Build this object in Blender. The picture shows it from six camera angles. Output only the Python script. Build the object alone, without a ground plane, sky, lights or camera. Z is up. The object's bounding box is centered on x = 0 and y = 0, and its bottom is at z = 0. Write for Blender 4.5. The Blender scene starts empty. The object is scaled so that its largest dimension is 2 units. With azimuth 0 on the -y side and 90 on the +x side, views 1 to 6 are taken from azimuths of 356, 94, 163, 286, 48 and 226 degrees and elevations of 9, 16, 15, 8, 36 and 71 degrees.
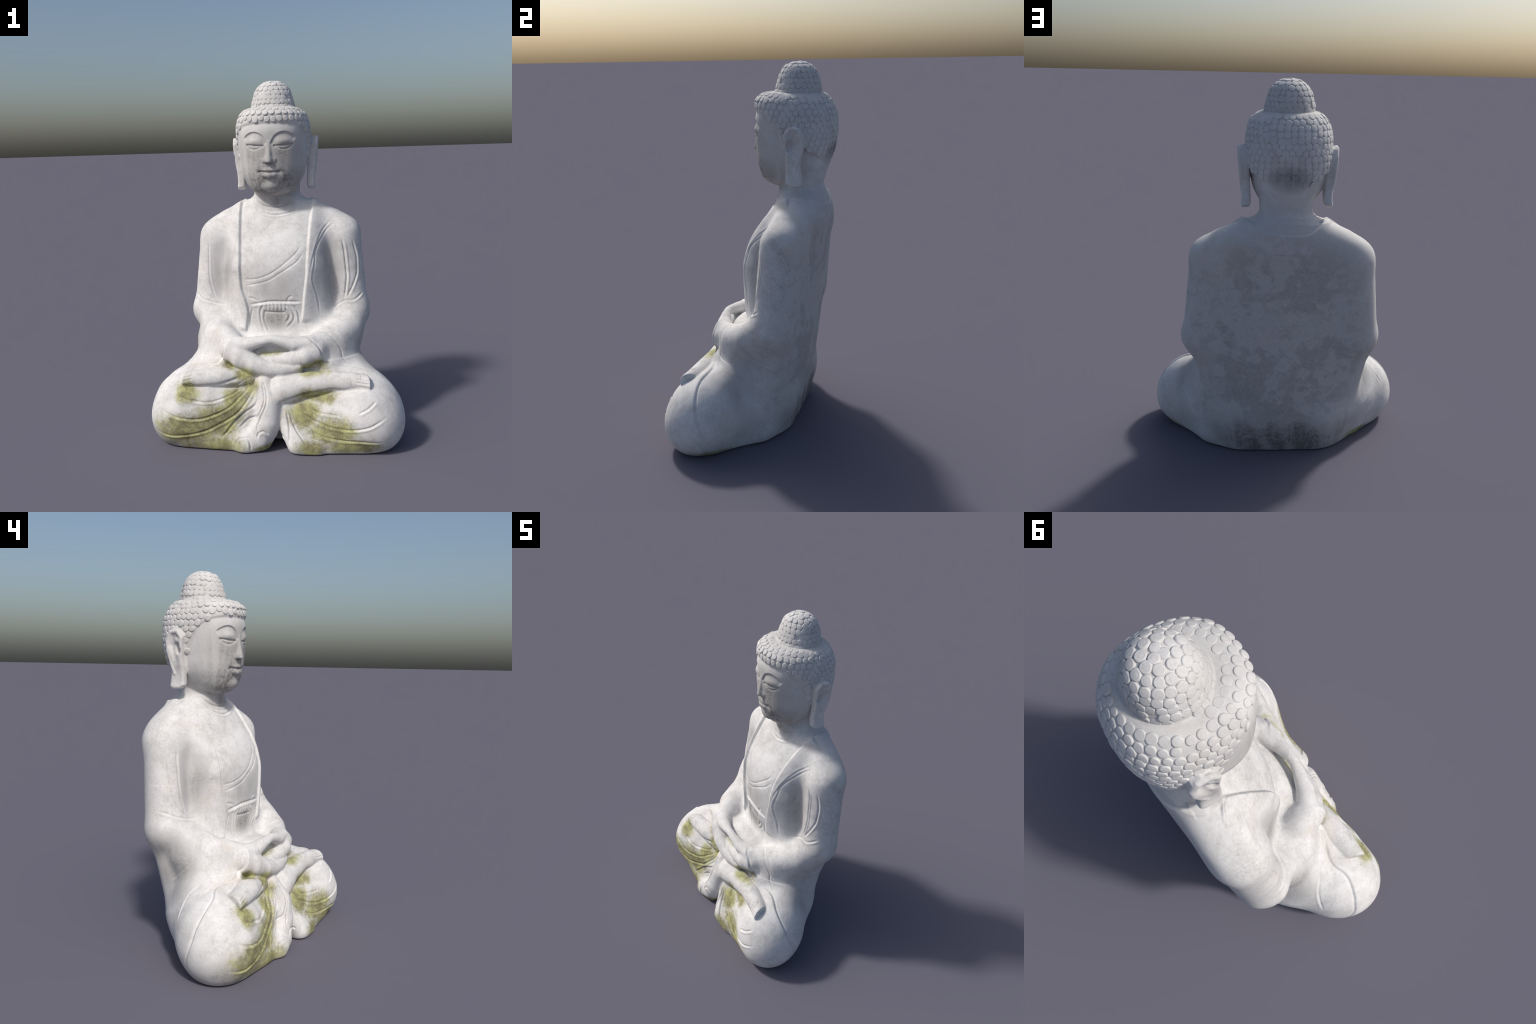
import bpy, math
import numpy as np
from mathutils import Vector, Matrix
from mathutils.bvhtree import BVHTree

STEP = 0.0035            # cell size of the sculpting grid, metres
YAW = math.radians(-12.5)
MID = 0.03              # the statue's mid plane, along its own x axis
f32 = np.float32

# ------------------------------------------------------------------ sculpting tools
def smin(a, b, k):
    h = np.maximum(k - np.abs(a - b), 0) / k
    return np.minimum(a, b) - h * h * k * 0.25

def smax(a, b, k):
    return -smin(-a, -b, k)

def hermite(t, ts, vs):
    """smooth monotone-ish interpolation through control values"""
    ts = np.asarray(ts, float); vs = np.asarray(vs, float)
    m = np.gradient(vs, ts)
    s = np.diff(vs) / np.diff(ts)
    for i in range(1, len(ts) - 1):
        m[i] = 0 if s[i-1] * s[i] <= 0 else 2 * s[i-1] * s[i] / (s[i-1] + s[i])
    m[0], m[-1] = s[0], s[-1]
    t = np.clip(t, ts[0], ts[-1])
    i = np.clip(np.searchsorted(ts, t) - 1, 0, len(ts) - 2)
    h = ts[i+1] - ts[i]; u = (t - ts[i]) / h
    return ((2*u**3 - 3*u**2 + 1) * vs[i] + (u**3 - 2*u**2 + u) * h * m[i]
            + (-2*u**3 + 3*u**2) * vs[i+1] + (u**3 - u**2) * h * m[i+1]).astype(f32)

def loft(rows, power=2.4, cx=0.0, back_power=None):
    """upright body through rows of (z, half width, front y, back y)"""
    R = np.array(rows, float)
    def d(x, y, z):
        a = hermite(z, R[:, 0], R[:, 1]); yf = hermite(z, R[:, 0], R[:, 2]); yb = hermite(z, R[:, 0], R[:, 3])
        c = (yf + yb) / 2; b = (yb - yf) / 2
        X = np.abs(x - cx) / a; Y = np.abs(y - c) / b
        p = power
        r = (X**p + Y**p)**(1.0/p) + 1e-6
        g = r**(1-p) * np.sqrt((X**(p-1)/a)**2 + (Y**(p-1)/b)**2) + 1e-6
        e = np.clip((r - 1) / g, -0.3, 0.6)
        return np.maximum(e, np.maximum(R[0, 0] - z, z - R[-1, 0])).astype(f32)
    return d

def ellipsoid(c, r):
    def d(x, y, z):
        X, Y, Z = (x-c[0])/r[0], (y-c[1])/r[1], (z-c[2])/r[2]
        k0 = np.sqrt(X*X + Y*Y + Z*Z) + 1e-6
        k1 = np.sqrt((X/r[0])**2 + (Y/r[1])**2 + (Z/r[2])**2) + 1e-6
        return (k0 * (k0 - 1) / k1).astype(f32)
    return d

def tube(pts, squash=(1, 1, 1)):
    """chain of round cones through (x, y, z, radius); squash stretches space"""
    s = np.array(squash, float)
    P = np.array([(p[0]*s[0], p[1]*s[1], p[2]*s[2], p[3]) for p in pts], f32)
    def d(x, y, z):
        X, Y, Z = x*f32(s[0]), y*f32(s[1]), z*f32(s[2]); out = None
        for A, B in zip(P[:-1], P[1:]):
            v = B - A
            L = v[0]*v[0] + v[1]*v[1] + v[2]*v[2]
            t = np.clip(((X-A[0])*v[0] + (Y-A[1])*v[1] + (Z-A[2])*v[2]) / L, 0, 1)
            e = np.sqrt((X-A[0]-t*v[0])**2 + (Y-A[1]-t*v[1])**2 + (Z-A[2]-t*v[2])**2) - (A[3] + t*v[3])
            out = e if out is None else np.minimum(out, e)
        return out
    return d

def polygon(pts):
    """signed distance to a closed outline in a plane"""
    P = np.array(pts, f32)
    def d(u, v):
        best = None; inside = None
        for A, B in zip(P, np.roll(P, -1, 0)):
            e = B - A
            wu, wv = u - A[0], v - A[1]
            t = np.clip((wu*e[0] + wv*e[1]) / (e[0]**2 + e[1]**2), 0, 1)
            q = (wu - t*e[0])**2 + (wv - t*e[1])**2
            best = q if best is None else np.minimum(best, q)
            if abs(e[1]) > 1e-7:
                hit = ((A[1] > v) != (B[1] > v)) & (u < e[0]*(v - A[1])/e[1] + A[0])
                inside = hit if inside is None else inside ^ hit
        return (np.sqrt(best) * np.where(inside, -1, 1)).astype(f32)
    return d

def mirror(f):
    return lambda x, y, z: f(np.abs(x), y, z)

def flip(f):
    return lambda x, y, z: f(-x, y, z)

def shift(f, dx):
    return lambda x, y, z: f(x - f32(dx), y, z)

def surface_net(F, origin, h):
    """quad mesh of the zero level of a sampled distance field"""
    nx, ny, nz = F.shape
    S = F < 0
    st = (ny*nz, nz, 1)
    Ff = F.ravel()
    acc, quads = [], []
    for ax in range(3):
        sl0 = [slice(None)]*3; sl1 = [slice(None)]*3
        sl0[ax] = slice(0, -1); sl1[ax] = slice(1, None)
        E = np.argwhere(S[tuple(sl0)] != S[tuple(sl1)])
        b, c = [(1, 2), (2, 0), (0, 1)][ax]
        dims = (nx, ny, nz)
        E = E[(E[:, b] > 0) & (E[:, c] > 0) & (E[:, b] < dims[b]-1) & (E[:, c] < dims[c]-1)]
        i0 = E @ np.array(st)
        f0, f1 = Ff[i0], Ff[i0 + st[ax]]
        P = E.astype(np.float64); P[:, ax] += f0 / (f0 - f1)
        ids = [i0 - o for o in (st[b] + st[c], st[c], 0, st[b])]
        q = np.stack(ids, 1)
        q[f0 >= 0] = q[f0 >= 0][:, ::-1]
        quads.append(q)
        for o in ids:
            acc.append((o, P))
    cid = np.concatenate([a[0] for a in acc]); cp = np.concatenate([a[1] for a in acc])
    u, inv = np.unique(cid, return_inverse=True)
    n = np.bincount(inv)
    V = np.stack([np.bincount(inv, cp[:, k]) / n for k in range(3)], 1)
    Q = np.searchsorted(u, np.concatenate(quads))
    return V * h + origin, Q
# ------------------------------------------------------------------ the body, in the statue's own frame
# x: towards the figure's left hand, y: towards its back, z: up
HX = -0.010   # the head sits a little to one side

torso_core = loft([
    (0.00, .36, -.14, .268), (0.10, .39, -.15, .290), (0.30, .41, -.12, .320), (0.45, .40, -.06, .338),
    (0.62, .345, .004, .350), (0.75, .318, -.006, .365), (0.85, .312, -.010, .38), (0.93, .310, -.010, .39),
    (1.03, .30, .010, .402), (1.11, .305, .050, .412), (1.18, .30, .095, .425), (1.235, .265, .130, .42),
    (1.285, .21, .165, .405), (1.33, .15, .175, .40)], power=2.3)
back_slab = loft([
    (0.00, .30, .0, .260), (0.20, .40, .0, .305), (0.40, .44, .05, .335), (0.55, .46, .12, .35), (0.65, .465, .13, .36), (0.85, .455, .145, .380), (1.05, .44, .155, .398),
    (1.14, .425, .17, .41), (1.20, .385, .20, .412), (1.25, .31, .20, .41), (1.30, .22, .21, .40)], power=2.6)
def torso(x, y, z):
    w = np.clip((.27 - y) / .2, 0, 1).astype(f32)      # the chest turns a little further than the back
    y = y + f32(.07) * x * w - f32(.02) * np.minimum(x, 0) * (1 - w)
    return smin(torso_core(x, y, z), back_slab(x, y, z), f32(.03))

shoulder = mirror(tube([(.19, .285, 1.215, .072), (.30, .28, 1.175, .082), (.366, .27, 1.115, .093)]))
upper_arm = mirror(tube([(.370, .265, 1.11, .095), (.390, .25, .98, .092), (.410, .235, .78, .093), (.420, .22, .68, .100)]))
forearm_left = tube([(.420, .205, .665, .100), (.400, .10, .60, .088), (.325, -.01, .555, .077), (.235, -.08, .54, .064)])
forearm_right = tube([(-.425, .21, .665, .098), (-.372, .10, .605, .073), (-.325, -.01, .56, .074), (-.245, -.08, .54, .064)])
def forearm(x, y, z):
    return np.minimum(forearm_left(x, y, z), forearm_right(x, y, z))
def sleeve(x, y, z):
    x = x - f32(.012)
    z = z - f32(.03) * np.minimum(x, 0) * (z > .9)
    a = smin(shoulder(x, y, z), upper_arm(x, y, z), f32(.05))
    return smin(a, forearm(x, y, z), f32(.035))
# the robe falls from the sleeves over the thighs
skirt_front = mirror(tube([(.384, .09, .515, .086), (.335, .0, .45, .095), (.29, -.05, .40, .10)]))
skirt_side = mirror(tube([(.28, .15, .57, .07), (.305, .09, .43, .115), (.35, .03, .26, .185)]))
skirt_outer = mirror(tube([(.345, .09, .47, .066), (.42, .02, .36, .10), (.46, -.06, .285, .12)]))
hip_left = tube([(.36, .115, .08, .095), (.36, .115, .34, .105)])
def drape(x, y, z):
    d = smin(smin(skirt_front(x, y, z), skirt_side(x, y, z), f32(.06)), skirt_outer(x - f32(.012), y, z), f32(.06))
    return smin(d, hip_left(x, y, z), f32(.06))

thigh = mirror(tube([(.21, .095, .20, .210), (.34, -.03, .20, .213), (.482, -.130, .19, .205)]))
shin = mirror(tube([(.533, -.178, .132, .165), (.35, -.175, .10, .147), (.18, -.17, .085, .125)]))
hip_base = mirror(tube([(.20, .085, .06, .178), (.36, -.02, .06, .155), (.46, -.12, .07, .145)]))
ground_hem = mirror(tube([(.46, -.205, .03, .09), (.30, -.235, .03, .085), (.17, -.25, .03, .082)]))
def legs(x, y, z):
    X = x - f32(.012)
    y = y - f32(.010) * (x < 0) - f32(.003) * (x > 0)
    return smin(smin(thigh(X, y, z), shin(X, y, z), f32(.06)), smin(hip_base(X, y, z), ground_hem(X, y, z), f32(.05)), f32(.05))

belly_fill = ellipsoid((0, -.048, .425), (.28, .120, .145))
lap = tube([(-.25, -.10, .29, .10), (.0, -.12, .29, .11), (.25, -.10, .29, .10)])
left_foot_bar = tube([(-.12, -.16, .365, .050), (-.28, -.190, .375, .054), (-.42, -.212, .368, .048), (-.48, -.22, .366, .044)], squash=(1, .9, 1))
right_foot_bar = tube([(.06, -.185, .31, .090), (.17, -.185, .335, .072), (.32, -.19, .362, .057), (.46, -.205, .365, .050), (.53, -.22, .362, .047)])
def left_foot(x, y, z):
    return smax(left_foot_bar(x, y, z), -.475 - x + .25*(y + .2), f32(.012))
def right_foot(x, y, z):
    return smax(right_foot_bar(x, y, z), x - .518 + .25*(y + .2), f32(.012))
cloth_fan = tube([(-.35, -.168, .21, .135), (-.10, -.165, .20, .105), (.12, -.165, .17, .10), (.34, -.165, .18, .12)])
hanging_cloth = tube([(-.04, -.19, .34, .055), (-.01, -.225, .25, .072), (-.02, -.245, .15, .075), (-.07, -.26, .06, .078), (-.14, -.275, .03, .072)])
cloth_tail = tube([(.075, -.21, .24, .035), (.085, -.235, .14, .055), (.15, -.285, .045, .066), (.24, -.275, .02, .065)])

right_hand_palm = tube([(-.235, -.115, .512, .064), (-.17, -.150, .475, .066), (-.10, -.176, .443, .056), (-.02, -.188, .425, .043), (.06, -.190, .420, .034), (.147, -.182, .434, .025)])
right_thumb = tube([(-.22, -.115, .535, .050), (-.13, -.152, .552, .040), (-.05, -.165, .575, .028), (-.008, -.168, .583, .024)])
left_hand_palm = tube([(.235, -.110, .515, .064), (.18, -.138, .490, .066), (.115, -.155, .470, .050), (.04, -.158, .462, .040), (-.05, -.150, .462, .034)])
left_thumb = tube([(.21, -.120, .55, .048), (.12, -.152, .555, .039), (.05, -.165, .574, .028), (.004, -.168, .583, .024)])
def right_hand(x, y, z):
    return smin(right_hand_palm(x, y, z), right_thumb(x, y, z), f32(.015))
def left_hand(x, y, z):
    return smin(left_hand_palm(x, y, z), left_thumb(x, y, z), f32(.015))

neck = loft([(1.18, .165, .150, .415), (1.25, .158, .150, .41), (1.30, .140, .160, .40), (1.36, .134, .162, .395),
             (1.42, .136, .150, .41), (1.50, .15, .14, .435), (1.56, .15, .15, .44)], power=2.2)

face = loft([(1.345, .055, .15, .27), (1.362, .095, .100, .30), (1.385, .127, .072, .33), (1.42, .155, .056, .36), (1.48, .181, .040, .40),
             (1.55, .192, .034, .42), (1.62, .197, .030, .43), (1.70, .200, .030, .43), (1.77, .195, .045, .42),
             (1.81, .16, .08, .40)], power=2.2, cx=HX)

FX = -0.014   # mid line of the face
nose_ridge = tube([(0, .040, 1.648, .010), (0, .033, 1.60, .014), (0, .030, 1.560, .020), (0, .029, 1.548, .022)], squash=(1.1, 1, 1))
nose_wing = tube([(.010, .040, 1.556, .017), (.030, .045, 1.549, .014)])
lower_lip = tube([(-.027, .047, 1.470, .012), (0, .043, 1.467, .016), (.027, .047, 1.470, .012)])
upper_lip = tube([(-.050, .057, 1.494, .007), (-.02, .043, 1.496, .010), (0, .041, 1.493, .010), (.02, .043, 1.496, .010), (.050, .057, 1.494, .007)])
chin_boss = ellipsoid((0, .085, 1.41), (.055, .035, .035))
def face_features(x, y, z):
    X = x - f32(FX)
    d = smin(nose_ridge(X, y, z), nose_wing(np.abs(X), y, z), f32(.012))
    d = smax(d, 1.535 - z, f32(.008))
    d = np.minimum(d, np.minimum(lower_lip(X, y, z), upper_lip(X, y, z)))
    return np.minimum(d, chin_boss(X, y, z))

hair_mass = loft([(1.45, .17, .10, .415), (1.50, .185, .10, .432), (1.58, .204, .08, .455), (1.665, .212, .05, .464), (1.72, .211, .035, .461),
                  (1.765, .204, .034, .447), (1.80, .190, .034, .430), (1.823, .170, .050, .412), (1.838, .148, .070, .39), (1.846, .115, .11, .36)],
                 power=2.3, cx=HX)
hair_outline = polygon([(-.05, 1.755), (.055, 1.752), (.11, 1.738), (.160, 1.705), (.195, 1.655), (.215, 1.60), (.228, 1.56), (.27, 1.58),
                        (.325, 1.575), (.375, 1.54), (.41, 1.50), (.44, 1.47), (.55, 1.46), (.55, 1.95), (-.05, 1.95)])
def hair(x, y, z):
    return smax(hair_mass(x, y, z), hair_outline(y + 0*x, z + 0*x), f32(.012))

topknot = loft([(1.80, .124, .143, .375), (1.855, .122, .140, .378), (1.90, .111, .152, .370), (1.93, .102, .162, .361),
                (1.96, .085, .178, .342), (1.978, .064, .198, .320), (1.988, .044, .218, .300), (1.993, .018, .243, .273)], power=2.0, cx=HX)

ear_outline = polygon([(.232, 1.60), (.228, 1.64), (.248, 1.670), (.285, 1.684), (.318, 1.668), (.332, 1.62), (.326, 1.57), (.312, 1.52),
                       (.308, 1.47), (.316, 1.42), (.318, 1.388), (.300, 1.376), (.255, 1.378), (.232, 1.395), (.232, 1.45), (.236, 1.53)])
ear_bowl = tube([(.258, .262, 1.645, .012), (.260, .285, 1.640, .018), (.258, .292, 1.60, .022), (.256, .280, 1.55, .018), (.252, .268, 1.50, .010), (.248, .266, 1.46, .004)], squash=(.75, 1, 1))
ear_canal = tube([(.240, .262, 1.60, .016), (.236, .258, 1.57, .014)])
ear_rim = tube([(.236, .245, 1.59, .009), (.238, .238, 1.64, .010), (.240, .262, 1.672, .011), (.240, .300, 1.668, .011), (.236, .324, 1.63, .010), (.232, .322, 1.57, .010), (.228, .305, 1.51, .009), (.224, .285, 1.455, .008)])
def ear(x, y, z):
    y = y - f32(.010)
    X = np.abs(x + f32(.003))
    mid = hermite(z, [1.37, 1.42, 1.47, 1.55, 1.62, 1.69], [.210, .203, .206, .214, .219, .216])
    half = hermite(z, [1.37, 1.45, 1.55, 1.69], [.024, .022, .026, .026])
    d = smax(ear_outline(y + 0*x, z + 0*x) , np.abs(X - mid) - half, f32(.016))
    d = smax(d, -ear_bowl(X, y, z), f32(.010))
    d = smin(d, ear_rim(X, y, z), f32(.006))
    return smax(d, -ear_canal(X, y, z), f32(.008))

# name, distance function, blend radius, bounds (xmin, xmax, ymin, ymax, zmin, zmax)
PARTS = [
    ("torso",         torso,          .01, (-.56, .56, -.20, .50, -.02, 1.38)),
    ("leg",           legs,           .05, (-.78, .78, -.45, .40, -.06, .46)),
    ("sleeve",        sleeve,         .08, (-.58, .58, -.22, .45, .42, 1.32)),
    ("robe_skirt",    drape,          .07, (-.72, .72, -.32, .40, -.03, .68)),
    ("belly",         belly_fill,     .04, (-.35, .35, -.20, .12, .25, .60)),
    ("lap_cloth",     lap,            .05, (-.48, .48, -.32, .08, .10, .50)),
    ("lap_cloth",     cloth_fan,      .05, (-.62, .62, -.40, .06, -.02, .42)),
    ("hanging_cloth", lambda x, y, z: smin(hanging_cloth(x, y, z), cloth_tail(x, y, z), f32(.01)), .02, (-.28, .36, -.38, -.08, -.05, .46)),
    ("foot",          lambda x, y, z: np.minimum(left_foot(x, y, z), right_foot(x, y, z)), .008, (-.56, .60, -.36, -.05, .2, .50)),
    ("hand",          lambda x, y, z: smin(right_hand(x, y, z), left_hand(x, y, z), f32(.006)), .016, (-.36, .36, -.27, .0, .35, .65)),
    ("neck",          neck,           .035, (-.22, .22, .08, .47, 1.15, 1.58)),
    ("head",          face,           .012, (-.27, .25, -.02, .48, 1.32, 1.85)),
    ("head",          face_features,  .012, (-.12, .10, -.02, .14, 1.35, 1.67)),
    ("hair",          hair,           .006, (-.27, .25, -.02, .52, 1.42, 1.90)),
    ("topknot",       topknot,        .010, (-.18, .17, .10, .42, 1.78, 2.02)),
    ("ear",           ear,            .012, (-.30, .28, .18, .38, 1.35, 1.71)),
]
LO = np.array([-.78, -.46, -STEP * 3]); HI = np.array([.80, .52, 2.03])

def sculpt():
    n = np.ceil((HI - LO) / STEP).astype(int) + 1
    ax = [(LO[k] + STEP * np.arange(n[k])).astype(f32) for k in range(3)]
    F = np.full(n, 0.2, f32)
    for name, fn, k, bb in PARTS:
        s = [slice(max(0, int((bb[2*a] - LO[a]) / STEP)), min(n[a], int((bb[2*a+1] - LO[a]) / STEP) + 2)) for a in range(3)]
        g = np.ix_(ax[0][s[0]], ax[1][s[1]], ax[2][s[2]])
        W = F[s[0], s[1], s[2]]
        F[s[0], s[1], s[2]] = smin(W, fn(*g), f32(k))
    z = ax[2][None, None, :]
    F = smax(F, -z + 0 * F, f32(.012))
    return surface_net(F, LO, STEP)
# ------------------------------------------------------------------ carved detail
def spline(pts, n=None):
    """dense Catmull-Rom curve through control points"""
    P = np.array(pts, float)
    P = np.vstack([2*P[0] - P[1], P, 2*P[-1] - P[-2]])
    out = []
    for a, b, c, d in zip(P[:-3], P[1:-2], P[2:-1], P[3:]):
        m = max(3, int(np.linalg.norm(c - b) / .006))
        for t in np.linspace(0, 1, m, endpoint=False):
            out.append(.5 * (2*b + (c - a)*t + (2*a - 5*b + 4*c - d)*t*t + (3*b - a - 3*c + d)*t**3))
    out.append(P[-2])
    return np.array(out)

def quad_normals(V, Q):
    n = np.cross(V[Q[:, 2]] - V[Q[:, 0]], V[Q[:, 3]] - V[Q[:, 1]])
    N = np.stack([sum(np.bincount(Q[:, k], n[:, c], len(V)) for k in range(4)) for c in range(3)], 1)
    return N / (np.linalg.norm(N, axis=1, keepdims=True) + 1e-12)

def relax(V, Q, rounds, amount=.5):
    E = np.concatenate([Q[:, [0, 1]], Q[:, [1, 2]], Q[:, [2, 3]], Q[:, [3, 0]]])
    deg = np.bincount(E.ravel(), minlength=len(V))[:, None]
    for _ in range(rounds):
        S = np.stack([np.bincount(E[:, 0], V[E[:, 1], c], len(V)) + np.bincount(E[:, 1], V[E[:, 0], c], len(V)) for c in range(3)], 1)
        V = V + amount * (S / deg - V)
    return V

class Carver:
    def __init__(self, V, Q):
        self.V0, self.N, self.D = V, quad_normals(V, Q), np.zeros(len(V))
    def near(self, pts, reach, squash_y=.35):
        """vertices near a curve: index, signed offset across the curve, distance, position along it (0..1)"""
        C = spline(pts)
        lo, hi = C.min(0) - reach - .03, C.max(0) + reach + .03
        V = self.V0
        idx = np.where(np.all((V > lo) & (V < hi), 1))[0]
        if not len(idx): return idx, None, None, None
        # snap the curve to the surface (it was placed from the front, so depth counts less)
        w = np.array([1, squash_y, 1])
        T = np.gradient(C, axis=0); T /= np.linalg.norm(T, axis=1, keepdims=True) + 1e-9
        S = C.copy()
        for i, c in enumerate(C):
            d = (((V[idx] - c) * w)**2).sum(1); k = idx[d.argmin()]
            S[i] = c + self.N[k] * np.dot(V[k] - c, self.N[k])
        out_i, out_s, out_d, out_t = [], [], [], []
        for part in np.array_split(idx, max(1, len(idx) // 20000)):
            D2 = ((V[part][:, None, :] - S[None])**2).sum(2)
            j = D2.argmin(1); d = np.sqrt(D2[np.arange(len(part)), j])
            ok = d < reach
            p, j, d = part[ok], j[ok], d[ok]
            B = np.cross(T[j], self.N[p])
            r = V[p] - S[j]
            along = (r * T[j]).sum(1)
            out_i.append(p); out_s.append((r * B).sum(1)); out_d.append(np.sqrt(np.maximum(d*d - along**2 * ((j > 0) & (j < len(S)-1)), 0)))
            out_t.append(j / (len(S) - 1))
        return tuple(np.concatenate(o) for o in (out_i, out_s, out_d, out_t))
    def groove(self, pts, depth, width, lip=0, side=1, taper=.12):
        """incised line, with an optional raised lip of cloth along one side"""
        i, s, d, t = self.near(pts, width*4 + (.03 if lip else 0))
        if s is None or not len(i): return
        e = np.clip(np.minimum(t, 1 - t) / taper, 0.15, 1) if taper else 1
        self.D[i] += e * (-depth * np.exp(-(d / width)**2))
        if lip:
            x = s * side
            self.D[i] += e * lip * np.exp(-((x - 2.2*width) / (1.3*width))**2) * np.exp(-np.maximum(d - np.abs(x), 0)**2 / width**2)
    def step(self, pts, height, side=1, reach=.07, edge=.004, fade=.1, fade_end=None):
        """cloth edge: one side stands proud and runs out over 'reach'"""
        i, s, d, t = self.near(pts, reach)
        if s is None or not len(i): return
        x = s * side
        e = np.clip(np.minimum(t / fade, (1 - t) / (fade_end or fade)), 0, 1)
        e = e * e * (3 - 2*e)
        up = 1 / (1 + np.exp(-np.clip(x / edge * 2.2, -30, 30)))
        run = np.clip(1 - d / reach, 0, 1)
        self.D[i] += e * height * up * run * run * (3 - 2*run)
    def bump(self, c, r, height):
        X = (self.V0 - np.array(c)) / np.array(r)
        q = (X**2).sum(1); i = np.where(q < 6)[0]
        self.D[i] += height * np.exp(-q[i])
    def apply(self):
        return self.V0 + self.N * self.D[:, None]

# robe edges and folds, as control points on the body
RIGHT_LAPEL = [(-.198, .26, 1.315), (-.201, .20, 1.262), (-.196, .128, 1.157), (-.188, .06, 1.018), (-.184, .037, .844), (-.166, .026, .772), (-.150, .02, .699), (-.160, .025, .623), (-.170, .018, .568)]
LEFT_LAPEL = [(.211, .268, 1.321), (.201, .164, 1.236), (.193, .072, 1.122), (.185, .016, 1.0), (.181, 0, .902), (.169, -.006, .809), (.161, -.008, .722), (.152, -.008, .633)]
COLLAR = [(.211, .268, 1.321), (.165, .379, 1.298), (.085, .412, 1.272), (-.014, .423, 1.259), (-.115, .405, 1.267), (-.198, .28, 1.315)]
BAND_TOP = [(-.179, .034, .882), (-.107, .001, .888), (-.032, -.016, .913), (.027, -.02, .950), (.077, -.011, .991), (.123, .005, 1.03), (.160, .036, 1.077)]
BAND_LOW = [(-.172, .028, .846), (-.108, 0, .859), (-.032, -.018, .881), (.034, -.023, .921), (.091, -.017, .958), (.135, -.006, .99), (.170, .02, 1.036)]
BELT = [(-.148, .018, .737), (-.081, -.005, .750), (-.021, -.016, .760), (.066, -.022, .761), (.158, -.009, .759)]
KNEE_FOLDS_RIGHT = [
    [(-.512, -.30, .301), (-.429, -.308, .281), (-.351, -.29, .264), (-.287, -.27, .270), (-.208, -.25, .307), (-.155, -.235, .362)],
    [(-.593, -.306, .225), (-.539, -.337, .202), (-.467, -.345, .186), (-.379, -.33, .182), (-.294, -.30, .203), (-.220, -.28, .240), (-.165, -.26, .298), (-.113, -.24, .360)],
    [(-.623, -.288, .099), (-.548, -.325, .084), (-.459, -.336, .088), (-.360, -.336, .109), (-.263, -.321, .153), (-.186, -.29, .201), (-.142, -.28, .255), (-.105, -.25, .326), (-.095, -.24, .375)]]
KNEE_FOLDS_LEFT = [
    [(.110, -.25, .236), (.166, -.27, .209), (.258, -.31, .171), (.325, -.325, .151), (.418, -.339, .146), (.510, -.347, .163), (.569, -.337, .191), (.609, -.314, .215)],
    [(.091, -.26, .235), (.118, -.28, .190), (.191, -.321, .145), (.278, -.334, .104), (.391, -.333, .082), (.490, -.335, .083), (.589, -.318, .083)],
    [(.151, -.25, .255), (.220, -.26, .226), (.291, -.29, .215), (.372, -.309, .213)],
    [(.468, -.332, .235), (.518, -.325, .262), (.558, -.299, .294)]]
CLOTH_LINES = [
    [(-.062, -.245, .392), (-.042, -.273, .334), (-.037, -.296, .271), (-.064, -.30, .212), (-.120, -.31, .168), (-.172, -.327, .129)],
    [(-.047, -.249, .393), (-.025, -.275, .335), (-.023, -.302, .267), (-.045, -.305, .210), (-.070, -.315, .153), (-.064, -.325, .110)],
    [(-.095, -.24, .375), (-.085, -.26, .31), (-.095, -.29, .25), (-.15, -.30, .20), (-.21, -.32, .14), (-.27, -.33, .075)],
    [(.084, -.258, .217), (.100, -.295, .146), (.108, -.323, .057)],
    [(.10, -.27, .20), (.145, -.31, .12), (.19, -.335, .06)],
    [(-.069, -.33, .083), (-.062, -.325, .110), (-.034, -.324, .122), (-.008, -.317, .101)],
    [(-.184, -.332, .059), (-.172, -.335, .086), (-.131, -.332, .086), (-.110, -.335, .063), (-.105, -.335, .020)],
    [(.020, -.273, .062), (.055, -.274, .085), (.078, -.30, .075)]]
CUFF_LEFT = [(.166, -.13, .589), (.215, -.145, .567), (.252, -.15, .533), (.268, -.145, .487), (.288, -.137, .456), (.343, -.135, .431), (.446, -.104, .405), (.556, -.133, .391), (.634, -.133, .346), (.697, -.11, .252), (.70, -.08, .15), (.67, -.055, .085)]
CUFF_LINE_LEFT = [(.204, -.099, .599), (.251, -.062, .615), (.301, -.087, .604), (.350, -.095, .556), (.377, -.086, .504), (.39, -.09, .46), (.46, -.08, .40)]
HEM_RIGHT = [(-.215, -.13, .59), (-.250, -.15, .547), (-.262, -.15, .497), (-.288, -.133, .461), (-.324, -.14, .436), (-.444, -.10, .407), (-.53, -.135, .388), (-.60, -.135, .35), (-.664, -.119, .278), (-.682, -.107, .210), (-.658, -.071, .091)]
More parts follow.
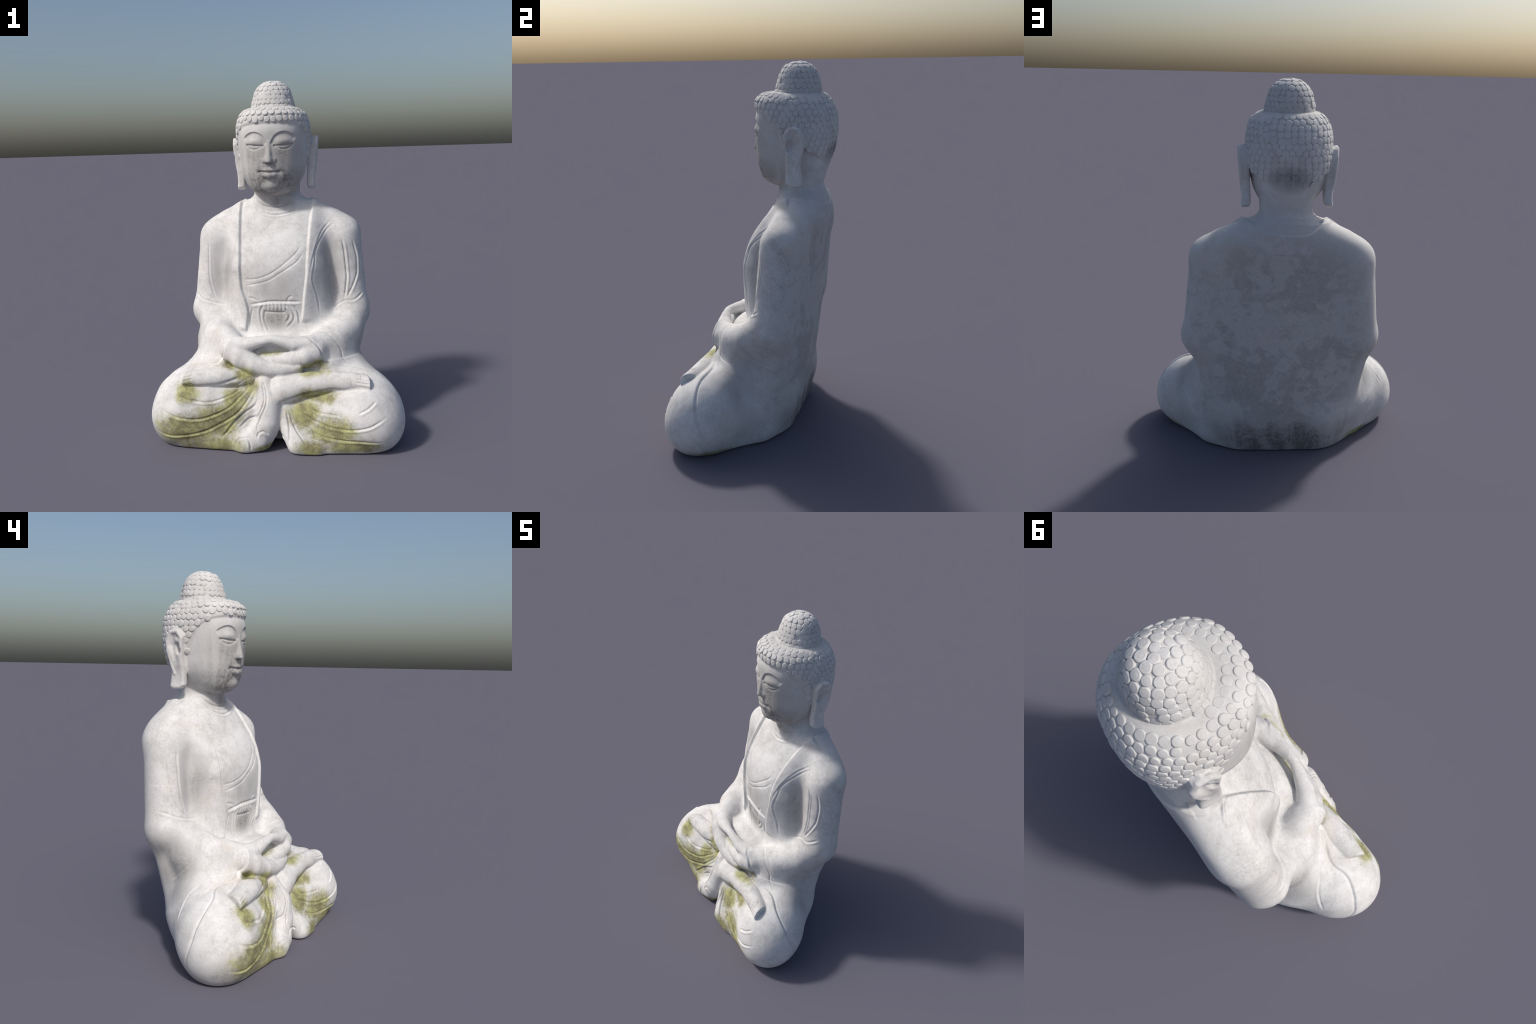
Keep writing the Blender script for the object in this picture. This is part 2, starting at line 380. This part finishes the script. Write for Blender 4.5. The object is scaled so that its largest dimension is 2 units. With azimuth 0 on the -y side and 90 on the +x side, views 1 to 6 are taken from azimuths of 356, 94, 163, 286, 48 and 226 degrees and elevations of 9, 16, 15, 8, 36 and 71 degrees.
SLEEVE_FOLDS = [
    ([(-.448, .204, 1.052), (-.451, .181, .910), (-.448, .168, .857), (-.423, .144, .785), (-.367, .124, .727)], .004, -1),
    ([(-.400, .168, 1.087), (-.400, .155, .915), (-.397, .149, .861), (-.383, .144, .800), (-.361, .136, .740)], .005, -1),
    ([(-.497, .211, .778), (-.446, .139, .747), (-.374, .121, .728), (-.29, .122, .713)], .004, 1),
    ([(.378, .160, 1.095), (.392, .161, 1.02), (.402, .153, .918), (.405, .150, .874), (.397, .145, .785), (.393, .133, .743)], .009, -1),
    ([(.435, .174, 1.085), (.457, .178, .995), (.460, .168, .909), (.456, .163, .880), (.437, .147, .822), (.404, .133, .750)], .005, -1),
    ([(.323, .127, .683), (.389, .129, .732), (.448, .129, .744), (.491, .170, .780)], .005, 1),
    ([(.313, .187, 1.195), (.263, .13, 1.136), (.237, .07, 1.072), (.216, .033, .997), (.206, .015, .937)], .0025, 1),
    ([(.350, .186, 1.191), (.298, .16, 1.153), (.257, .101, 1.096), (.230, .054, 1.038), (.227, .039, .99), (.215, .018, .884), (.235, .031, .801), (.248, .035, .734), (.258, .031, .676)], .003, 1),
    ([(.490, .067, .573), (.501, .125, .518), (.476, .18, .480), (.448, .235, .461)], .004, 1),
    ([(-.464, .039, .566), (-.489, .056, .509), (-.461, .165, .420)], .004, -1),
    ([(-.414, -.059, .470), (-.466, -.024, .403), (-.549, .007, .333), (-.602, .014, .274)], .003, 1)]
NECK_RINGS = [
    [(-.119, .199, 1.327), (-.075, .165, 1.292), (-.006, .151, 1.279), (.060, .157, 1.287), (.109, .181, 1.310)],
    [(-.131, .195, 1.298), (-.097, .162, 1.267), (-.042, .136, 1.243), (.025, .13, 1.240), (.090, .145, 1.254), (.124, .169, 1.274)]]
# one half of the face, measured from its mid line
BROW = [(.006, .035, 1.634), (.018, .033, 1.662), (.036, .035, 1.688), (.062, .038, 1.703), (.090, .048, 1.707), (.114, .06, 1.701), (.136, .075, 1.688), (.148, .09, 1.672)]
UPPER_LID = [(.024, .035, 1.632), (.05, .036, 1.630), (.08, .044, 1.632), (.106, .055, 1.635), (.134, .075, 1.638)]
LOWER_LID = [(.024, .035, 1.630), (.057, .038, 1.617), (.086, .047, 1.611), (.112, .06, 1.620), (.134, .075, 1.637)]
MOUTH = [(-.060, .05, 1.488), (-.035, .045, 1.489), (-.012, .035, 1.487), (0, .035, 1.483), (.012, .035, 1.487), (.035, .045, 1.489), (.060, .05, 1.488)]

def carve(V, Q):
    c = Carver(V, Q)
    # inner garment lies below the open robe
    c.step(RIGHT_LAPEL, .018, side=LAPEL_SIDE, reach=.10, fade=.04)
    c.step(LEFT_LAPEL, .013, side=-LAPEL_SIDE, reach=.10, fade=.04)
    c.step(COLLAR, .010, side=1, reach=.06, fade=.05)
    c.groove(RIGHT_LAPEL, .003, .005); c.groove(LEFT_LAPEL, .004, .005); c.groove(COLLAR, .003, .005)
    c.groove(BAND_TOP, .0035, .0045); c.groove(BAND_LOW, .0035, .0045)
    c.groove(BELT, .007, .006, lip=.004, side=1)
    c.groove([(-.150, .018, .778), (-.119, .005, .773), (-.089, -.003, .757)], .004, .006)
    c.groove([(.102, -.021, .794), (.084, -.022, .783), (.073, -.022, .765)], .004, .006)
    # knotted sash: ribbed knot, slot, two loops
    for k in range(6):
        x = -.045 + .022 * k
        c.groove([(x, -.015, .75), (x + .003, -.015, .73), (x, -.015, .708)], .0035, .004, taper=0)
    c.bump((.008, -.02, .728), (.062, .05, .020), .007)
    c.groove([(-.065, -.01, .700), (.0, -.02, .697), (.068, -.02, .697)], .008, .005)
    for L in ([(-.062, -.01, .745), (-.085, -.01, .70), (-.082, -.01, .64), (-.062, -.01, .59)],
              [(-.055, -.01, .715), (-.062, -.01, .65), (-.035, -.01, .59)],
              [(.068, -.02, .745), (.105, -.02, .70), (.108, -.02, .655), (.07, -.02, .61)],
              [(.062, -.02, .72), (.085, -.02, .68), (.066, -.02, .64)],
              [(-.13, .01, .715), (-.145, .01, .65), (-.15, .01, .60)], [(.11, -.02, .735), (.135, -.02, .70), (.142, -.02, .63)]):
        c.groove(L, .004, .0045, lip=.003)
    for P in NECK_RINGS: c.groove(P, .007, .005, lip=.003, side=1)
    for P, dep, side in SLEEVE_FOLDS: c.groove(P, dep, .005, lip=dep * .5, side=side)
    c.step(CUFF_LEFT, .010, side=HEM_SIDE, reach=.06, fade=.06, fade_end=.7); c.groove(CUFF_LEFT, .007, .006)
    c.groove(CUFF_LINE_LEFT, .0035, .0045)
    c.step(HEM_RIGHT, .010, side=-HEM_SIDE, reach=.06, fade=.06, fade_end=.7); c.groove(HEM_RIGHT, .007, .006)
    for P in KNEE_FOLDS_RIGHT: c.groove(P, .006, .005, lip=.0035, side=KNEE_SIDE)
    for P in KNEE_FOLDS_LEFT: c.groove(P, .0055, .005, lip=.0025, side=KNEE_SIDE)
    for P in CLOTH_LINES: c.groove(P, .006, .0048, lip=.0025)
    # feet: undercut soles and toes
    c.groove([(-.485, -.255, .338), (-.40, -.25, .345), (-.30, -.235, .355), (-.16, -.21, .385)], .008, .008)
    c.groove([(.046, -.28, .253), (.19, -.26, .300), (.326, -.25, .325), (.43, -.25, .333), (.525, -.26, .338)], .007, .009)
    for z in (.352, .372, .390):
        c.groove([(-.432, -.25, z + .008), (-.482, -.26, z)], .003, .0038, taper=0)
        c.groove([(.460, -.25, z + .006), (.522, -.26, z)], .003, .0038, taper=0)
    c.groove([(.455, -.20, .425), (.48, -.22, .418), (.485, -.25, .39)], .003, .004)
    # face
    for m in (-1, 1):
        M = lambda P: [(FX + m*p[0], p[1], p[2]) for p in P]
        c.step(M(BROW), -.007, side=m*BROW_SIDE, reach=.055, edge=.003, fade=.08)
        c.groove(M(BROW), -.003, .004)
        c.bump((FX + m*.082, .045, 1.655), (.040, .06, .018), .007)
        c.groove(M(UPPER_LID), .007, .0045, taper=.05)
        c.groove(M(LOWER_LID), .004, .004, taper=.05)
        c.bump((FX + m*.058, .05, 1.486), (.016, .04, .012), -.006)
        c.groove([(FX + m*.035, .04, 1.553), (FX + m*.042, .045, 1.545), (FX + m*.034, .045, 1.534)], .003, .004)
        c.bump((FX + m*.013, .03, 1.533), (.008, .02, .005), -.006)
    c.groove([(FX + p[0], p[1], p[2]) for p in MOUTH], .007, .0045, taper=.05)
    c.groove([(FX, .04, 1.530), (FX, .04, 1.508)], .004, .007)
    c.groove([(FX - .03, .05, 1.455), (FX, .05, 1.451), (FX + .03, .05, 1.455)], .004, .008)
    c.groove([(FX - .066, .08, 1.402), (FX - .035, .085, 1.381), (FX, .086, 1.373), (FX + .035, .085, 1.381), (FX + .066, .08, 1.402)], .003, .005)
    return c.apply()
LAPEL_SIDE = HEM_SIDE = KNEE_SIDE = BROW_SIDE = 1
# ------------------------------------------------------------------ stone
class Nodes:
    """small helper to write node networks as expressions"""
    def __init__(self, tree):
        self.t = tree
    def new(self, kind, **props):
        n = self.t.nodes.new(kind)
        for k, v in props.items(): setattr(n, k, v)
        return n
    def put(self, sock, v):
        if isinstance(v, bpy.types.NodeSocket): self.t.links.new(v, sock)
        else: sock.default_value = v
    def math(self, op, a, b=0.0, clamp=False):
        n = self.new('ShaderNodeMath', operation=op, use_clamp=clamp)
        self.put(n.inputs[0], a); self.put(n.inputs[1], b)
        return n.outputs[0]
    def vec(self, op, a, b):
        n = self.new('ShaderNodeVectorMath', operation=op)
        self.put(n.inputs[0], a); self.put(n.inputs[1], b)
        return n.outputs['Value'] if op in ('LENGTH', 'DOT_PRODUCT') else n.outputs[0]
    def noise(self, p, scale, detail=4, rough=.6, distort=0.0):
        n = self.new('ShaderNodeTexNoise')
        self.put(n.inputs['Vector'], p)
        for k, v in (('Scale', scale), ('Detail', detail), ('Roughness', rough), ('Distortion', distort)): n.inputs[k].default_value = v
        return n.outputs['Fac']
    def remap(self, v, lo, hi, to0=0.0, to1=1.0):
        n = self.new('ShaderNodeMapRange', interpolation_type='SMOOTHSTEP')
        self.put(n.inputs[0], v)
        for k, x in zip((1, 2, 3, 4), (lo, hi, to0, to1)): n.inputs[k].default_value = x
        return n.outputs[0]
    def mix(self, f, a, b):
        n = self.new('ShaderNodeMix', data_type='RGBA')
        self.put(n.inputs[0], f)
        self.put(n.inputs[6], a); self.put(n.inputs[7], b)
        return n.outputs[2]
    def spot(self, p, c, r, lo=.35, hi=1.0):
        """1 inside an ellipsoid, fading to 0 at its rim"""
        d = self.vec('SUBTRACT', p, c)
        q = self.vec('LENGTH', self.vec('DIVIDE', d, r), (0, 0, 0))
        return self.remap(q, lo, hi, 1.0, 0.0)
    def most(self, *vs):
        out = vs[0]
        for v in vs[1:]: out = self.math('MAXIMUM', out, v)
        return out

def rgb(r, g, b): return (r, g, b, 1.0)

# where moss and grime sit, and where shade is painted (statue frame: centre, radii)
MOSS = [((-.45, -.33, .12), (.31, .20, .18)), ((-.28, -.32, .17), (.24, .20, .17)), ((-.19, -.28, .28), (.13, .14, .17)), ((-.32, -.34, .03), (.36, .16, .10)),
        ((.18, -.27, .20), (.16, .16, .15)), ((.32, -.33, .13), (.25, .16, .14)), ((.45, -.34, .05), (.26, .14, .09)), ((.22, -.34, .04), (.14, .14, .08)),
        ((.24, -.25, .30), (.20, .12, .07)), ((.23, -.20, .43), (.16, .12, .06)), ((-.15, -.22, .40), (.11, .11, .07)), ((-.46, -.28, .31), (.12, .14, .12)),
        ((-.23, -.16, .43), (.09, .08, .07)), ((.01, -.14, .48), (.17, .06, .06)), ((.26, -.17, .45), (.09, .07, .05)), ((-.12, -.25, .34), (.08, .10, .11)),
        ((-.02, -.30, .02), (.12, .14, .05)), ((.55, -.1, .02), (.25, .2, .05)), ((-.45, .1, .02), (.2, .14, .05))]
GRIME_SHADE = [((0, .30, .05), (.55, .22, .26), 1.6), ((.20, .25, .12), (.28, .2, .26), 1.1), ((-.25, .20, .10), (.28, .2, .24), 1.1),
         ((FX, .12, 1.45), (.28, .25, .20), 1.6), ((FX, .10, 1.58), (.29, .25, .24), 1.2), ((FX, .24, 1.72), (.34, .36, .40), .6), ((FX + .07, .05, 1.485), (.04, .05, .035), 1.7), ((FX - .06, .05, 1.49), (.03, .05, .02), 1.6),  # face and head: grey grime with baked shade mixed into the colour
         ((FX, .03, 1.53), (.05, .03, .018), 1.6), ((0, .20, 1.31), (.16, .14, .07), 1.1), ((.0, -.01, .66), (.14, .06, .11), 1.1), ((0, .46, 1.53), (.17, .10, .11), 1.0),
         ((-.32, .10, .93), (.11, .14, .26), .9), ((.31, .10, .93), (.10, .14, .26), .9), ((-.50, .12, .50), (.14, .22, .24), 1.0), ((-.58, -.25, .05), (.22, .22, .16), 1.0),  # two armpit spots: shade painted into the colour; the others grime
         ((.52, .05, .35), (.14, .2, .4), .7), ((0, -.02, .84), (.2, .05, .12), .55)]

def make_stone(frame):
    m = bpy.data.materials.new('weathered_stone'); m.use_nodes = True
    g = Nodes(m.node_tree)
    bsdf = m.node_tree.nodes['Principled BSDF']
    tc = g.new('ShaderNodeTexCoord'); tc.object = frame
    P = tc.outputs['Object']
    mp = g.new('ShaderNodeMapping'); g.put(mp.inputs['Vector'], P); mp.inputs['Scale'].default_value = (9, 9, 1.6)
    streak = g.noise(mp.outputs[0], 1.0, 6, .65, .4)
    big = g.noise(P, 3.2, 7, .62, .5)
    mid = g.noise(P, 17.0, 6, .68, .3)
    fine = g.noise(P, 85.0, 4, .7)
    grain = g.noise(P, 330.0, 2, .6)
    tone = g.math('ADD', g.math('ADD', g.math('MULTIPLY', big, .34), g.math('MULTIPLY', mid, .28)),
                  g.math('ADD', g.math('MULTIPLY', fine, .26), g.math('MULTIPLY', grain, .12)))
    ramp = g.new('ShaderNodeValToRGB'); g.put(ramp.inputs[0], tone)
    e = ramp.color_ramp.elements
    e[0].position, e[0].color = .34, rgb(.33, .325, .32)
    e[1].position, e[1].color = .66, rgb(.78, .775, .77)
    k = e.new(.44); k.color = rgb(.56, .55, .54)
    k = e.new(.53); k.color = rgb(.68, .675, .67)
    col = ramp.outputs[0]
    # warm stains
    warm = g.math('MULTIPLY', g.remap(g.noise(P, 5.5, 5, .6, .8), .56, .72), .45)
    col = g.mix(warm, col, rgb(.62, .56, .49))
    # grey grime, patchy, running down, with armpit, face and rear shade painted in
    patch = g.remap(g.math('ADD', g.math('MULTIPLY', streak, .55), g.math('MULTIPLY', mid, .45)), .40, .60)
    where = g.most(*[g.math('MULTIPLY', g.spot(P, c, r, .2, 1.0), w) for c, r, w in GRIME_SHADE])
    blot = g.remap(g.noise(P, 6.5, 8, .68, 1.2), .50, .60)
    allover = g.remap(g.math('ADD', g.math('MULTIPLY', streak, .6), g.math('MULTIPLY', fine, .4)), .52, .70, 0, .40)
    allover = g.math('MAXIMUM', g.math('MULTIPLY', blot, .13), allover)
    rear = g.math('MULTIPLY', g.spot(P, (0, .42, .62), (.75, .36, .95), .45, 1.0), g.math('ADD', .16, g.math('MULTIPLY', g.remap(g.math('ADD', g.math('MULTIPLY', big, .6), g.math('MULTIPLY', mid, .4)), .46, .55), .42)))  # back darkened evenly after baked shade, plus patchy grime
    allover = g.math('MAXIMUM', allover, rear)
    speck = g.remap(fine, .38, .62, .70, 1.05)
    grime_shade = g.math('MULTIPLY', g.math('MAXIMUM', g.math('MULTIPLY', where, g.math('ADD', .40, g.math('MULTIPLY', patch, .42))), allover), speck, True)
    col = g.mix(grime_shade, col, rgb(.19, .185, .18))
    # dark pin holes
    vor = g.new('ShaderNodeTexVoronoi'); g.put(vor.inputs['Vector'], P); vor.inputs['Scale'].default_value = 26
    pin = g.math('MULTIPLY', g.remap(vor.outputs['Distance'], .03, .07, 1, 0), g.remap(g.noise(P, 6.0, 2), .56, .62))
    col = g.mix(g.math('MULTIPLY', pin, .7), col, rgb(.12, .11, .10))
    # moss
    blotch = g.math('ADD', g.math('MULTIPLY', g.noise(P, 11.0, 6, .65, .4), .6), g.math('MULTIPLY', fine, .4))
    bed = g.most(*[g.spot(P, c, r, .0, 1.0) for c, r in MOSS])
    moss = g.remap(g.math('ADD', bed, g.math('MULTIPLY', g.math('SUBTRACT', blotch, .5), 2.0)), .05, .80, 0, .95)
    moss = g.math('MULTIPLY', moss, g.math('GREATER_THAN', bed, .001))
    green = g.mix(g.remap(mid, .38, .62), rgb(.205, .190, .085), rgb(.37, .37, .155))
    col = g.mix(moss, col, green)
    flake = g.math('MULTIPLY', g.math('MULTIPLY', g.remap(g.noise(P, 120, 2), .62, .68), bed), .7)
    col = g.mix(flake, col, rgb(.62, .61, .55))
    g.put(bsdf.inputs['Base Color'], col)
    bsdf.inputs['Roughness'].default_value = .88
    bsdf.inputs['Specular IOR Level'].default_value = .25
    bump = g.new('ShaderNodeBump'); bump.inputs['Strength'].default_value = .35; bump.inputs['Distance'].default_value = .004
    g.put(bump.inputs['Height'], g.math('ADD', g.math('MULTIPLY', mid, .5), g.math('ADD', g.math('MULTIPLY', fine, .35), g.math('MULTIPLY', grain, .15))))
    m.node_tree.links.new(bump.outputs[0], bsdf.inputs['Normal'])
    return m

# ------------------------------------------------------------------ assembly
statue = bpy.data.objects.new('seated_stone_statue', None)
statue.empty_display_size = .2
statue['label'] = 'weathered white stone figure seated cross-legged in meditation robes'
statue['category'] = 'statue'
bpy.context.scene.collection.objects.link(statue)
statue.matrix_world = Matrix.Rotation(YAW, 4, 'Z') @ Matrix.Translation((MID, 0, 0))
stone = make_stone(statue)

V, Q = sculpt()
V = relax(V, Q, 2)
centre = V[Q].mean(1)
# which part each face belongs to
names, best = [], None
for k, (name, fn, blend, bb) in enumerate(PARTS):
    d = fn(*(centre[:, a].astype(f32) for a in range(3)))
    out = np.zeros(len(d), bool)
    for a in range(3):
        out |= (centre[:, a] < bb[2*a]) | (centre[:, a] > bb[2*a+1])
    d = np.where(out, 9, d)
    names.append(name)
    if best is None: best, label = d, np.zeros(len(d), int)
    else:
        win = d < best - (.004 if name in ('ear', 'hair', 'hand', 'foot') else 0)
        best = np.where(win, d, best); label = np.where(win, k, label)
MERGE = {'belly': 'robe_skirt', 'lap_cloth': 'robe_skirt'}
part_of = np.array([MERGE.get(n, n) for n in names])[label]
V = carve(V, Q)
V[:, 2] -= V[:, 2].min()
normals = quad_normals(V, Q)

PAIRED = {'sleeve': ('sleeved_arm', .0), 'leg': ('leg', .015), 'foot': ('foot', .0), 'hand': ('hand', .0), 'ear': ('ear', -.01)}
def add_part(name, faces):
    if not len(faces): return None
    used, inv = np.unique(faces, return_inverse=True)
    me = bpy.data.meshes.new(name)
    me.from_pydata(V[used].tolist(), [], inv.reshape(faces.shape).tolist())
    me.update()
    me.shade_smooth()
    me.normals_split_custom_set_from_vertices(normals[used].tolist())
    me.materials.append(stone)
    o = bpy.data.objects.new(name, me)
    bpy.context.scene.collection.objects.link(o)
    o.parent = statue
    return o
objects = {}
for name in dict.fromkeys(part_of):
    F = Q[part_of == name]
    if name in PAIRED:
        label_name, mid = PAIRED[name]
        side = centre[part_of == name][:, 0] > mid
        if name == 'hand':     # the right hand's fingers reach across in front of the left palm
            c = centre[part_of == name].T.astype(f32)
            side = left_hand(*c) < right_hand(*c)
        objects[name] = [add_part(label_name, F[side]), add_part(label_name, F[~side])]
    else:
        objects[name] = add_part(name, F)

# ------------------------------------------------------------------ hair curls
def curl_mesh(name, radius=.0165, height=.0068, turns=24):
    """a round flat-topped snail curl standing on the scalp"""
    rings = [(1.0, -.35), (1.0, .0), (.985, .35), (.93, .66), (.82, .86), (.68, .93), (.56, .90), (.44, .96), (.28, 1.0), (.12, 1.0)]
    vs = [(radius*r*math.cos(2*math.pi*k/turns), radius*r*math.sin(2*math.pi*k/turns), height*h) for r, h in rings for k in range(turns)]
    fs = [(i*turns + k, i*turns + (k+1) % turns, (i+1)*turns + (k+1) % turns, (i+1)*turns + k) for i in range(len(rings)-1) for k in range(turns)]
    fs.append([(len(rings)-1)*turns + k for k in range(turns)])
    me = bpy.data.meshes.new(name); me.from_pydata(vs, [], fs); me.update(); me.shade_smooth()
    me.materials.append(stone)
    return me

rng = np.random.default_rng(11)
def curl_places(mask, centre_point, spacing, start, stop, row_radius):
    tree = BVHTree.FromPolygons(V.tolist(), Q[mask].tolist())
    C = Vector(centre_point); out = []; th = start; row = 0
    while th < stop:
        n = max(1, int(round(2*math.pi*row_radius*math.sin(th)/spacing)))
        for k in range(n):
            a = 2*math.pi*(k + .5*(row % 2))/n + rng.normal(0, .08)/max(n, 4)
            t = th + rng.normal(0, .012)
            d = Vector((math.sin(t)*math.cos(a), math.sin(t)*math.sin(a), math.cos(t)))
            hit, nor, idx, dist = tree.ray_cast(C, d)
            if hit is not None: out.append((hit, nor if nor.dot(d) > 0 else -nor, d))
        th += spacing*.92/row_radius; row += 1
    # keep them from crowding
    keep = []
    for h, nn, d in out:
        if all((h - q[0]).length > spacing*.80 for q in keep): keep.append((h, nn, d))
    return keep
hair_mask = part_of == 'hair'; knot_mask = part_of == 'topknot'
scalp = curl_places(hair_mask, (HX, .245, 1.665), .0305, .30, 2.6, .215)
crown = curl_places(knot_mask, (HX, .258, 1.855), .0300, .10, 1.75, .128)
def rim_free(h, d):      # leave the very edge of the hair line and the foot of the topknot clear
    return not (math.hypot(h.x - HX, h.y - .258) < .147 and h.z < 1.87)
scalp = [q for q in scalp if rim_free(q[0], q[2])]
ROUND = curl_mesh('hair_curl')
def place(q, parent):
    h, n, d = q
    s = 1 + rng.normal(0, .06)
    flat = .55 if (n.z > .75 and h.z < 1.88) else .9      # worn low on the flat crown
    M = n.to_track_quat('Z', 'Y').to_matrix().to_4x4()
    M = Matrix.Translation(h - n*.001) @ M @ Matrix.Rotation(rng.uniform(0, 6.28), 4, 'Z') @ Matrix.Diagonal((s*(1 + rng.normal(0, .05)), s, flat*s*(1 + rng.normal(0, .12)), 1))
    return M
named = 0
loose = []
for group, owner in ((scalp, objects['hair']), (crown, objects['topknot'])):
    for q in group:
        M = place(q, owner)
        if named < 300:
            o = bpy.data.objects.new('hair_curl', ROUND)
            bpy.context.scene.collection.objects.link(o)
            o.parent = owner; o.matrix_local = M
            named += 1
        else: loose.append(M)
if loose:
    base_v = np.array([v.co[:] for v in ROUND.vertices]); base_f = [list(p.vertices) for p in ROUND.polygons]
    vs, fs = [], []
    for M in loose:
        A = np.array(M); off = len(vs)
        vs += (base_v @ A[:3, :3].T + A[:3, 3]).tolist(); fs += [[i + off for i in f] for f in base_f]
    me = bpy.data.meshes.new('small_hair_curls'); me.from_pydata(vs, [], fs); me.update(); me.shade_smooth(); me.materials.append(stone)
    o = bpy.data.objects.new('small_hair_curls', me); bpy.context.scene.collection.objects.link(o)
    o.parent = objects['topknot']; o['kind'] = 'stuff'
